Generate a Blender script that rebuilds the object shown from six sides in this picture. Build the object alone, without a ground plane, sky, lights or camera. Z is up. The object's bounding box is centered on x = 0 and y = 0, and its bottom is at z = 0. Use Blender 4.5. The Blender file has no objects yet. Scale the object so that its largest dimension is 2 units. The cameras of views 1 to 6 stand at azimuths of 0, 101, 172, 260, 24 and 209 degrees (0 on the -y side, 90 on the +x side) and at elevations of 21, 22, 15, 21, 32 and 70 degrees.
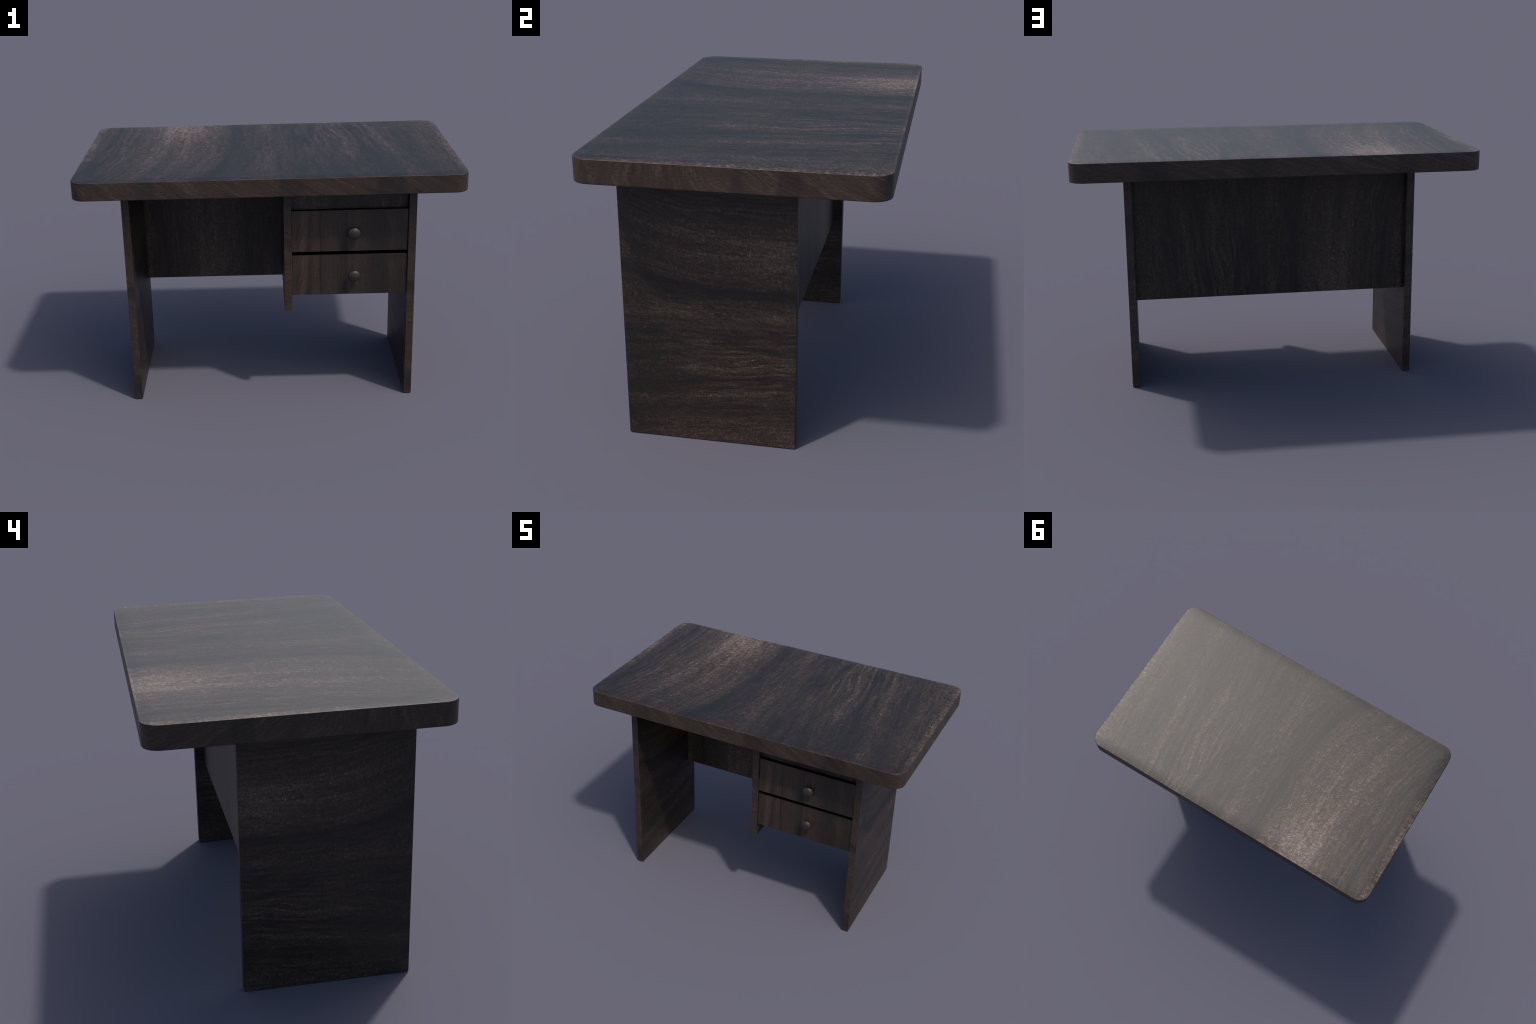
import bpy, bmesh, math
from mathutils import Vector

# ------------------------------------------------------------------ sizes (m)
SKEW = -0.0047                      # the desk stands very slightly turned
TOP_X, TOP_Y = 0.9976, 0.579        # half extents of the table top
TOP_Z0, TOP_Z1 = 1.1710, 1.2648
TOP_R = 0.070                       # rounded corners seen from above
BOARD = 0.041                       # thickness of all upright boards
LEG_Y0, LEG_Y1 = -0.4875, 0.2190
LEG_R, LEG_L = 0.7315, -0.7385      # centre planes of the two side boards
PANEL_Y = 0.1490
PANEL_Z0 = 0.465
DIV_X, DIV_Z0 = 0.0895, 0.511
DRAWER_X0, DRAWER_X1 = DIV_X + BOARD / 2 + 0.001, 0.7088
DRAWER_Y = -0.477
FRONT_T = 0.020

COL = bpy.context.scene.collection


# ------------------------------------------------------------------ node kit
class Nodes:
    """Small helper for writing shader maths as expressions."""
    def __init__(self, name):
        self.mat = bpy.data.materials.new(name)
        self.mat.use_nodes = True
        self.t = self.mat.node_tree
        self.t.nodes.clear()

    def put(self, kind, **kw):
        n = self.t.nodes.new(kind)
        for k, v in kw.items():
            setattr(n, k, v)
        return n

    def plug(self, sock, val):
        if isinstance(val, bpy.types.NodeSocket):
            self.t.links.new(val, sock)
        else:
            sock.default_value = val

    def m(self, op, a, b=0.0, c=0.0, clamp=False):
        n = self.put("ShaderNodeMath", operation=op, use_clamp=clamp)
        for s, v in zip(n.inputs, (a, b, c)):
            self.plug(s, v)
        return n.outputs[0]

    def add(self, a, b): return self.m("ADD", a, b)
    def sub(self, a, b): return self.m("SUBTRACT", a, b)
    def mul(self, a, b): return self.m("MULTIPLY", a, b)
    def lin(self, a, k, c): return self.m("MULTIPLY_ADD", a, k, c)

    def vec(self, x, y, z=0.0):
        n = self.put("ShaderNodeCombineXYZ")
        for s, v in zip(n.inputs, (x, y, z)):
            self.plug(s, v)
        return n.outputs[0]

    def obj(self):
        s = self.put("ShaderNodeSeparateXYZ")
        self.t.links.new(self.put("ShaderNodeTexCoord").outputs["Object"], s.inputs[0])
        return s.outputs

    def noise(self, v, scale=1.0, detail=2.0, rough=0.5, dist=0.0):
        n = self.put("ShaderNodeTexNoise")
        self.plug(n.inputs["Vector"], v)
        n.inputs["Scale"].default_value = scale
        n.inputs["Detail"].default_value = detail
        n.inputs["Roughness"].default_value = rough
        n.inputs["Distortion"].default_value = dist
        return n.outputs["Fac"]

    def step(self, a, lo, hi):
        n = self.put("ShaderNodeMapRange", interpolation_type="SMOOTHSTEP")
        self.plug(n.inputs[0], a)
        n.inputs[1].default_value, n.inputs[2].default_value = lo, hi
        return n.outputs[0]

    def bump_at(self, u, v, cu, cv, ru, rv):
        """soft round spot, 1 at its centre"""
        a = self.m("POWER", self.lin(u, 1 / ru, -cu / ru), 2.0)
        b = self.m("POWER", self.lin(v, 1 / rv, -cv / rv), 2.0)
        return self.m("EXPONENT", self.mul(self.add(a, b), -1.0))

    def ramp(self, fac, stops, interp="EASE"):
        n = self.put("ShaderNodeValToRGB")
        cr = n.color_ramp
        cr.interpolation = interp
        while len(cr.elements) < len(stops):
            cr.elements.new(0.5)
        for e, (p, c) in zip(cr.elements, stops):
            e.position = p
            e.color = (c[0], c[1], c[2], 1) if isinstance(c, tuple) else (c, c, c, 1)
        self.plug(n.inputs[0], fac)
        return n.outputs[0]

    def finish(self, colour, height, rough, spec, bump=0.25, dist=0.002, metallic=0.0):
        p = self.put("ShaderNodeBsdfPrincipled")
        o = self.put("ShaderNodeOutputMaterial")
        self.plug(p.inputs["Base Color"], colour)
        self.plug(p.inputs["Roughness"], rough)
        self.plug(p.inputs["Metallic"], metallic)
        self.plug(p.inputs["Specular IOR Level"], spec)
        if height is not None:
            b = self.put("ShaderNodeBump")
            b.inputs["Strength"].default_value = bump
            b.inputs["Distance"].default_value = dist
            self.plug(b.inputs["Height"], height)
            self.t.links.new(b.outputs[0], p.inputs["Normal"])
        self.t.links.new(p.outputs[0], o.inputs[0])
        return self.mat


WOOD = [(0.0, (0.0078, 0.0060, 0.0050)),
        (0.20, (0.0165, 0.0114, 0.0089)),
        (0.45, (0.0410, 0.0255, 0.0180)),
        (0.70, (0.092, 0.0615, 0.0475)),
        (1.0, (0.225, 0.167, 0.132))]
ROUGH, SPEC = 0.475, 0.455

# lightness of the veneer across the grain (u from -1 to 1): dark heart lines,
# a broad pale area left of the middle and a narrow pale line on the right
BANDS = [(-1.00, .46), (-.94, .26), (-.87, .17), (-.81, .36), (-.74, .30), (-.62, .39),
         (-.45, .41), (-.30, .38), (-.24, .32), (-.195, .14), (-.165, .15), (-.12, .29), (-.06, .36),
         (.02, .36), (.055, .27), (.12, .22), (.22, .24), (.33, .31), (.42, .33), (.50, .20),
         (.565, .22), (.615, .43), (.665, .33), (.72, .19), (.80, .28), (.90, .36), (1.0, .42)]


def veneer(name, u_of, v_of, rim=False, gain=1.0):
    """Dark figured veneer.  u runs across the grain, v along it; every board
    carries the same sheet, scaled to its own width."""
    k = Nodes(name)
    xyz = k.obj()
    u = u_of(k, xyz)
    v = v_of(k, xyz)
    # figure: slow bends of the grain
    w1 = k.sub(k.noise(k.vec(k.mul(u, 2.2), k.mul(v, 1.3), 3.1), 1.0, 2.0), 0.5)
    w2 = k.sub(k.noise(k.vec(k.mul(u, 9.0), k.mul(v, 4.5), 7.7), 1.0, 3.0), 0.5)
    w3 = k.sub(k.noise(k.vec(k.mul(u, 30.0), k.mul(v, 16.0), 1.7), 1.0, 2.0), 0.5)
    front = k.m("MINIMUM", k.add(v, -0.05), 0.0)
    curve = k.mul(k.mul(front, front), k.mul(k.step(u, 0.0, -0.2), 0.36))
    tilt = k.mul(k.add(v, -0.4), k.mul(k.step(u, 0.1, 0.5), 0.105))
    ub = k.add(k.add(u, curve), tilt)
    ug = k.add(ub, k.add(k.mul(w1, 0.05), k.add(k.mul(w2, 0.040), k.mul(w3, 0.012))))
    ubw = k.add(ub, k.add(k.mul(w1, 0.03), k.mul(w2, 0.045)))
    n = len(BANDS)
    band = k.ramp(k.lin(ubw, 0.5, 0.5), [((p + 1) / 2, c) for p, c in BANDS], "LINEAR")
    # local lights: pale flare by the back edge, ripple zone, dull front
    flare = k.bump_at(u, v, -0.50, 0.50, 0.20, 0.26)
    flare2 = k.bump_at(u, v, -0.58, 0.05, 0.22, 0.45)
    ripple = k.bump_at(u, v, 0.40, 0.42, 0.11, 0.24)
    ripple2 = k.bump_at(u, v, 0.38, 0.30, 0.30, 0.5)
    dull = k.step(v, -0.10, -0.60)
    cloud = k.sub(k.noise(k.vec(k.mul(ug, 5.0), k.mul(v, 1.6), 12.0), 1.0, 4.0, 0.6), 0.5)
    # streaks along the grain, three widths
    s1 = k.sub(k.noise(k.vec(k.mul(ug, 16.0), k.mul(v, 1.0), 0.3), 1.0, 2.0, 0.6), 0.5)
    s2 = k.sub(k.noise(k.vec(k.mul(ug, 42.0), k.mul(v, 3.2), 5.2), 1.0, 2.0, 0.6), 0.5)
    s3 = k.sub(k.noise(k.vec(k.mul(ug, 100.0), k.mul(v, 9.0), 9.9), 1.0, 2.0, 0.6), 0.5)
    # short hair-like flecks lying across the grain
    fu = k.add(u, k.mul(v, 0.45))
    fv = k.sub(v, k.mul(u, 0.35))
    bend = k.mul(w3, 0.03)
    f1 = k.noise(k.vec(k.mul(k.add(fu, bend), 40.0), k.mul(k.add(fv, bend), 115.0), 2.0), 1.0, 2.0, 0.6, 0.6)
    f2 = k.noise(k.vec(k.mul(ug, 60.0), k.mul(v, 34.0), 4.0), 1.0, 3.0, 0.6)
    f3 = k.sub(k.noise(k.vec(k.mul(u, 170.0), k.mul(v, 150.0), 14.0), 1.0, 2.0, 0.6), 0.5)
    f1 = k.sub(f1, 0.5)
    f2 = k.sub(f2, 0.5)
    t = band
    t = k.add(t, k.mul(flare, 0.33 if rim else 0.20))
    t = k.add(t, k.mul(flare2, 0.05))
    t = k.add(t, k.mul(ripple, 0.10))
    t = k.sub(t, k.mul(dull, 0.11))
    t = k.add(t, k.mul(cloud, 0.30))
    t = k.add(t, k.mul(s1, 0.26))
    t = k.add(t, k.mul(s2, k.lin(ripple2, 0.92, 0.38)))
    t = k.add(t, k.mul(s3, 0.46))
    ends = k.bump_at(u, v, -0.84, 0.1, 0.09, 0.8)
    t = k.add(t, k.mul(k.mul(s2, ends), 0.9))
    corner = k.mul(k.step(u, -0.1, -0.5), k.step(v, -0.05, -0.5))
    t = k.sub(t, k.mul(corner, 0.05))
    grit = k.lin(k.m("MAXIMUM", band, 0.1), 0.85, 0.05)
    t = k.add(t, k.mul(k.mul(f1, grit), 2.0))
    t = k.add(t, k.mul(k.mul(f2, grit), 1.7))
    t = k.add(t, k.mul(k.mul(f3, grit), 1.8))
    # thin pale fibres, broken up into patches
    hn = k.noise(k.vec(k.add(k.mul(fu, 20.0), k.mul(w2, 1.2)), k.add(k.mul(fv, 52.0), k.mul(w3, 1.5)), 6.0), 1.0, 3.0, 0.6, 0.5)
    hair = k.step(k.m("ABSOLUTE", k.sub(hn, 0.5)), 0.030, 0.004)
    gate = k.step(k.noise(k.vec(k.mul(u, 26.0), k.mul(v, 30.0), 8.0), 1.0, 2.0, 0.6), 0.42, 0.66)
    t = k.add(t, k.mul(k.mul(hair, gate), k.lin(grit, 0.85, 0.03)))
    # crisp dark pore lines that run with the grain and break off
    vn = k.noise(k.vec(k.mul(ug, 27.0), k.mul(v, 2.4), 21.0), 1.0, 2.0, 0.5)
    vein = k.step(k.m("ABSOLUTE", k.sub(vn, 0.5)), 0.034, 0.006)
    vgate = k.step(k.noise(k.vec(k.mul(u, 7.0), k.mul(v, 6.0), 18.0), 1.0, 2.0, 0.6), 0.40, 0.58)
    t = k.sub(t, k.mul(k.mul(vein, vgate), 0.11))
    if rim:
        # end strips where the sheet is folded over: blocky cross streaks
        ax = k.m("ABSOLUTE", xyz[0])
        e = k.add(k.add(ax, k.mul(w2, 0.05)), k.mul(k.step(xyz[0], 0.1, -0.1), 0.014))
        strip = k.step(e, 0.956, 0.976)
        blk = k.noise(k.vec(k.mul(xyz[0], 9.0), k.mul(xyz[1], 46.0), 1.0), 1.0, 3.0, 0.6)
        t = k.add(t, k.mul(strip, k.lin(blk, 1.1, -0.43)))
        line = k.bump_at(k.add(xyz[0], k.mul(xyz[1], 0.06)), v, -0.938, 0.0, 0.0022, 0.6)
        t = k.sub(t, k.mul(line, 0.16))
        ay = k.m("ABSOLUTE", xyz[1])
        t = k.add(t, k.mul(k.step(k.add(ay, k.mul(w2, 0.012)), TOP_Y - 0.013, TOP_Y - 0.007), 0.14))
    seam = k.bump_at(k.add(u, k.mul(w2, 0.006)), v, 0.055, -0.2, 0.006, 0.5)
    t = k.sub(t, k.mul(seam, 0.10))
    t = k.m("MULTIPLY", t, gain, clamp=True)
    c = k.ramp(t, WOOD, "LINEAR")
    h = k.add(k.mul(f1, 0.6), k.add(k.mul(s2, 0.8), k.mul(s3, 0.5)))
    return k.finish(c, h, ROUGH, SPEC, 0.27, 0.0015)


def edge_wood(name, s_axis, t_axis, slant, seed=0.0, mean=0.40, along=1.0):
    """Cut edge of a board: s runs along the edge, t across it; the grain
    crosses it in slanting swirls with a few dark blocks."""
    k = Nodes(name)
    xyz = k.obj()
    s, t0 = xyz[s_axis], xyz[t_axis]
    w = k.sub(k.noise(k.vec(k.mul(s, 2.2), k.mul(t0, 4.0), seed), 1.0, 2.0), 0.5)
    wob = k.sub(k.noise(k.vec(k.mul(s, 2.0), seed, 0.0), 1.0, 1.0), 0.5)
    sl = k.add(slant(k, xyz), k.mul(wob, 2.0))
    q = k.add(k.add(s, k.mul(t0, sl)), k.mul(w, 0.25))
    g1 = k.sub(k.noise(k.vec(k.mul(q, 9.0 * along), k.mul(t0, 3.0), seed + 2), 1.0, 3.0, 0.6), 0.5)
    g2 = k.sub(k.noise(k.vec(k.mul(q, 55.0 * along), k.mul(t0, 12.0), seed + 4), 1.0, 2.0, 0.6), 0.5)
    g3 = k.sub(k.noise(k.vec(k.mul(s, 45.0), k.mul(t0, 190.0), seed + 6), 1.0, 2.0, 0.6), 0.5)
    blocks = k.noise(k.vec(k.mul(s, 4.2 * along), k.mul(t0, 1.0), seed + 8), 1.0, 1.0)
    t = k.lin(g1, 0.56, mean(k, xyz) if callable(mean) else mean)
    t = k.add(t, k.mul(g2, 0.52))
    t = k.add(t, k.mul(g3, 0.50))
    t = k.sub(t, k.mul(k.step(blocks, 0.53, 0.60), 0.13))
    t = k.m("MULTIPLY", t, 1.0, clamp=True)
    c = k.ramp(t, WOOD, "LINEAR")
    return k.finish(c, k.add(g3, g2), ROUGH, SPEC, 0.15, 0.001)


def drawer_wood(name):
    """Upright grain with a sharp plank joint and a dark knot low in the middle."""
    k = Nodes(name)
    xyz = k.obj()
    u, v = xyz[0], xyz[2]
    w = k.sub(k.noise(k.vec(k.mul(u, 7.0), k.mul(v, 5.0), 2.2), 1.0, 3.0), 0.5)
    ug = k.add(k.add(u, k.mul(w, 0.05)), k.mul(v, k.lin(k.step(u, -0.05, -0.3), -0.16, 0.03)))
    bands = [(0, .40), (.05, .30), (.10, .42), (.15, .28), (.20, .36), (.230, .36), (.247, .10),
             (.264, .32), (.32, .37), (.40, .29), (.455, .26), (.478, .20), (.484, .42), (.53, .33),
             (.60, .30), (.68, .24), (.80, .19), (.90, .21), (1, .20)]
    span = DRAWER_X1 - DRAWER_X0
    b = k.ramp(k.lin(k.add(u, k.mul(w, 0.018)), 1 / span, 0.5), [(p, c) for p, c in bands], "LINEAR")
    s1 = k.sub(k.noise(k.vec(k.mul(ug, 40.0), k.mul(v, 2.5), 0.3), 1.0, 3.0, 0.6), 0.5)
    s2 = k.sub(k.noise(k.vec(k.mul(ug, 150.0), k.mul(v, 9.0), 6.3), 1.0, 2.0, 0.6), 0.5)
    f = k.sub(k.noise(k.vec(k.mul(u, 220.0), k.mul(v, 90.0), 3.3), 1.0, 2.0, 0.6), 0.5)
    blot = k.sub(k.noise(k.vec(k.mul(u, 11.0), k.mul(v, 9.0), 8.8), 1.0, 3.0, 0.55), 0.5)
    knot = k.bump_at(k.add(u, k.mul(w, 0.05)), v, -0.03, -0.085, 0.028, 0.055)
    t = k.add(b, k.add(k.mul(s1, 0.34), k.add(k.mul(s2, 0.28), k.mul(f, 0.34))))
    t = k.add(k.sub(t, k.mul(knot, 0.17)), k.lin(blot, 0.30, 0.02))
    t = k.m("MULTIPLY", t, 1.0, clamp=True)
    return k.finish(k.ramp(t, WOOD, "LINEAR"), k.add(f, s2), ROUGH, SPEC, 0.15, 0.001)


def plain(name, colour, rough, spec, metallic=0.0):
    k = Nodes(name)
    n = k.noise(k.vec(*k.obj()), 60.0, 3.0)
    c = k.ramp(n, [(0.3, tuple(x * 0.85 for x in colour)), (0.7, tuple(x * 1.15 for x in colour))], "LINEAR")
    return k.finish(c, None, rough, spec, metallic=metallic)


# ------------------------------------------------------------------ geometry
def new_object(name, bm, loc, mats, parent, weighted=True):
    me = bpy.data.meshes.new(name)
    bm.to_mesh(me)
    bm.free()
    for p in me.polygons:
        p.use_smooth = True
    for mt in mats:
        me.materials.append(mt)
    ob = bpy.data.objects.new(name, me)
    COL.objects.link(ob)
    ob.location = loc
    if parent is not None:
        ob.parent = parent
        ob.location = Vector(loc) - world_of(parent)
    if weighted:
        md = ob.modifiers.new("weighted_normal", "WEIGHTED_NORMAL")
        md.keep_sharp = True
    return ob


def world_of(ob):
    v = Vector((0, 0, 0))
    while ob is not None:
        v = v + ob.location
        ob = ob.parent
    return v


def board(name, lo, hi, mats, parent, face_axis, bevel=0.003):
    """Rectangular board; slot 0 on the two broad faces, slot 1 on the cut edges."""
    lo, hi = Vector(lo), Vector(hi)
    c, d = (lo + hi) / 2, hi - lo
    bm = bmesh.new()
    bmesh.ops.create_cube(bm, size=1.0)
    for v in bm.verts:
        v.co = Vector((v.co[i] * d[i] for i in range(3)))
    bmesh.ops.bevel(bm, geom=list(bm.edges), offset=bevel, segments=2, profile=0.5, affect="EDGES")
    for f in bm.faces:
        f.normal_update()
        f.material_index = 0 if abs(f.normal[face_axis]) > 0.9 else min(1, len(mats) - 1)
    return new_object(name, bm, c, mats, parent)


def ring(inset, z, seg=14):
    """Rounded rectangle, counter-clockwise from above."""
    pts = []
    r = max(TOP_R - inset, 0.006)
    hx, hy = TOP_X - inset, TOP_Y - inset
    for q, (sx, sy) in enumerate(((1, 1), (-1, 1), (-1, -1), (1, -1))):
        for i in range(seg + 1):
            a = math.pi / 2 * (q + i / seg)
            pts.append((sx * (hx - r) + r * math.cos(a), sy * (hy - r) + r * math.sin(a), z))
    return pts


def table_top(parent, mats):
    zc = (TOP_Z0 + TOP_Z1) / 2
    h = (TOP_Z1 - TOP_Z0) / 2
    prof = [(0.060, -h), (0.004, -h), (0.001, -h + 0.001), (0.0, -h + 0.004), (0.0, 0.0), (0.0, h - 0.0025),
            (0.0004, h - 0.0011), (0.0012, h - 0.0004), (0.0028, h), (0.075, h)]
    bm = bmesh.new()
    loops = [[bm.verts.new(p) for p in ring(i, z)] for i, z in prof]
    n = len(loops[0])
    for j in range(len(loops) - 1):
        for i in range(n):
            f = bm.faces.new((loops[j][i], loops[j][(i + 1) % n], loops[j + 1][(i + 1) % n], loops[j + 1][i]))
            f.normal_update()
            if abs(f.normal.z) > 0.75:
                f.material_index = 0
            else:
                f.material_index = 1 if abs(f.normal.y) > abs(f.normal.x) else 2
    bm.faces.new(loops[-1])
    bm.faces.new(list(reversed(loops[0])))
    ob = new_object("table_top", bm, (0, 0, zc), mats, parent, weighted=False)
    # edge shading gradient drawn by normals alone on a flat mesh: lean those of
    # the outer margin outwards so the sheen fades, keep the middle upright
    me = ob.data
    ring_of = {}
    for li in range(len(prof)):
        for i in range(n):
            ring_of[li * n + i] = li
    out = []
    for v in me.vertices:
        li = ring_of[v.index]
        i = v.index % n
        seg = 15
        q, j = divmod(i, seg)
        a = math.pi / 2 * (q + j / (seg - 1))
        flat = Vector((math.cos(a), math.sin(a), 0))
        lean = {0: -90, 1: -88, 2: -45, 3: 0, 4: 0, 5: 0, 6: 24, 7: 58, 8: 84.0, 9: 90}[li]
        lean = math.radians(lean)
        out.append((flat * math.cos(lean) + Vector((0, 0, math.sin(lean)))).normalized())
    me.normals_split_custom_set_from_vertices(out)
    return ob


def knob(parent, loc, mat, size):
    """Turned mushroom knob on a short neck, axis towards the front (-y)."""
    prof = [(0.0, 0.0), (0.017, 0.0), (0.017, -0.004), (0.013, -0.009), (0.016, -0.013), (0.026, -0.0155),
            (0.0315, -0.0185), (0.0338, -0.0225), (0.0325, -0.0270), (0.0280, -0.0315), (0.0210, -0.0352),
            (0.0120, -0.0376), (0.0, -0.0384)]
    seg = 40
    bm = bmesh.new()
    rows = []
    prof = [(r * size, y * size) for r, y in prof]
    for r, y in prof:
        if r == 0.0:
            rows.append([bm.verts.new((0, y, 0))])
        else:
            rows.append([bm.verts.new((r * math.cos(2 * math.pi * i / seg), y, 0.93 * r * math.sin(2 * math.pi * i / seg)))
                         for i in range(seg)])
    for a, b in zip(rows, rows[1:]):
        for i in range(seg):
            j = (i + 1) % seg
            vs = [a[i % len(a)], a[j % len(a)], b[j % len(b)], b[i % len(b)]]
            uniq = list(dict.fromkeys(vs))
            bm.faces.new(uniq)
    bmesh.ops.recalc_face_normals(bm, faces=bm.faces)
    return new_object("knob", bm, loc, [mat], parent, weighted=False)


# ------------------------------------------------------------------ build
desk = bpy.data.objects.new("wooden_desk", None)
COL.objects.link(desk)
desk.rotation_euler.z = SKEW
desk["label"] = "dark brown wooden desk with rounded top and two drawers"
desk["category"] = "desk"

zc_leg = TOP_Z0 / 2
yc_leg = (LEG_Y0 + LEG_Y1) / 2
zc_pan = (PANEL_Z0 + TOP_Z0) / 2

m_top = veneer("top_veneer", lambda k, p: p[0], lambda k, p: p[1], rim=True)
m_leg = veneer("side_veneer",
               lambda k, p: k.lin(p[2], -1 / 0.553, (0.578 - zc_leg) / 0.553),
               lambda k, p: k.lin(p[1], 1 / 0.56, (yc_leg + 0.14) / 0.56))
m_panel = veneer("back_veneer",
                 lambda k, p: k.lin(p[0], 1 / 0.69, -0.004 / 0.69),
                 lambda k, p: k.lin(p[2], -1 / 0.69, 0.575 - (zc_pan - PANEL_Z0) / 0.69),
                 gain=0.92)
m_div = veneer("divider_veneer",
               lambda k, p: k.lin(p[2], -1 / 0.40, 0.0),
               lambda k, p: k.lin(p[1], 1 / 0.50, 0.1))
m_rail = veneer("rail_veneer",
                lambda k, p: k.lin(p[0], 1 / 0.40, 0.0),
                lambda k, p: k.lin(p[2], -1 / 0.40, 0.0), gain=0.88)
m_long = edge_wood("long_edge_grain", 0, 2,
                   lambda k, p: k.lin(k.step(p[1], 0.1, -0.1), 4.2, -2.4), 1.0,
                   lambda k, p: k.sub(k.lin(k.step(p[1], -0.1, 0.1), 0.06, 0.42),  # back edge colour lightened, since only sky light reaches that side
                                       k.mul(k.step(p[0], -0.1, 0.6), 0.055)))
m_short = edge_wood("end_edge_grain", 1, 2,
                    lambda k, p: k.mul(k.step(p[1], -0.32, 0.08), 1.7), 4.0, 0.42, 1.6)
m_up = edge_wood("upright_edge_grain", 2, 0, lambda k, p: 0.7, 2.0,
                 lambda k, p: k.lin(k.step(p[1], -0.1, 0.1), 0.09, 0.405), 1.2)  # rear edges tinted paler to lift them out of shade
m_flat = edge_wood("lower_edge_grain", 0, 1, lambda k, p: 0.7, 6.0, 0.34)
m_drawer = drawer_wood("drawer_veneer")
m_box = plain("drawer_box_wood", (0.020, 0.016, 0.014), 0.7, 0.3)
m_gap = plain("drawer_front_edge_shade_blackened", (0.006, 0.005, 0.0045), 0.8, 0.1)  # wood colour taken near black to bake in the shadow of the drawer gaps
m_metal = plain("knob_metal", (0.027, 0.022, 0.018), 0.43, 0.45, 0.0)

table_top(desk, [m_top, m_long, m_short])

leg = board("side_board", (LEG_R - BOARD / 2, LEG_Y0, 0.0), (LEG_R + BOARD / 2, LEG_Y1, TOP_Z0 + 0.001),
            [m_leg, m_up], desk, 0)
leg2 = leg.copy()
leg2.location.x = LEG_L
COL.objects.link(leg2)

x_in0, x_in1 = LEG_L + BOARD / 2, LEG_R - BOARD / 2
board("back_panel", (x_in0 - 0.001, PANEL_Y - BOARD / 2, PANEL_Z0), (x_in1 + 0.001, PANEL_Y + BOARD / 2, TOP_Z0 + 0.001),
      [m_panel, m_flat], desk, 1, 0.002)
board("divider", (DIV_X - BOARD / 2, LEG_Y0 + 0.001, DIV_Z0), (DIV_X + BOARD / 2, PANEL_Y - BOARD / 2 + 0.001, TOP_Z0 + 0.001),
      [m_div, m_up], desk, 0, 0.002)
board("top_rail", (DRAWER_X0 - 0.002, -0.452, 1.060), (x_in1 - 0.002, -0.432, TOP_Z0 + 0.001),
      [m_rail, m_flat], desk, 1, 0.001)

for z0, z1, kx, kz, ks in ((0.8365, 1.0605, 0.4306, 0.9395, 1.0), (0.5940, 0.8165, 0.4334, 0.7045, 0.945)):
    drawer = bpy.data.objects.new("drawer", None)
    COL.objects.link(drawer)
    drawer.parent = desk
    drawer.location = ((DRAWER_X0 + DRAWER_X1) / 2, DRAWER_Y, (z0 + z1) / 2)
    board("drawer_front", (DRAWER_X0, DRAWER_Y, z0), (DRAWER_X1, DRAWER_Y + FRONT_T, z1), [m_drawer, m_gap], drawer, 1, 0.0008)
    bx0, bx1, by1, t = DRAWER_X0 + 0.012, DRAWER_X1 - 0.012, PANEL_Y - 0.045, 0.012
    yb = DRAWER_Y + FRONT_T - 0.001
    zt = z1 - 0.035
    board("drawer_side", (bx0, yb, z0 + 0.012), (bx0 + t, by1, zt), [m_box], drawer, 0, 0.001)
    board("drawer_side", (bx1 - t, yb, z0 + 0.012), (bx1, by1, zt), [m_box], drawer, 0, 0.001)
    board("drawer_back", (bx0 + t - 0.001, by1 - t, z0 + 0.012), (bx1 - t + 0.001, by1 - 0.001, zt - 0.01), [m_box], drawer, 1, 0.001)
    board("drawer_bottom", (bx0 + t - 0.001, yb, z0 + 0.016), (bx1 - t + 0.001, by1 - t + 0.001, z0 + 0.026), [m_box], drawer, 2, 0.001)
    knob(drawer, (kx, DRAWER_Y + 0.0005, kz), m_metal, ks)
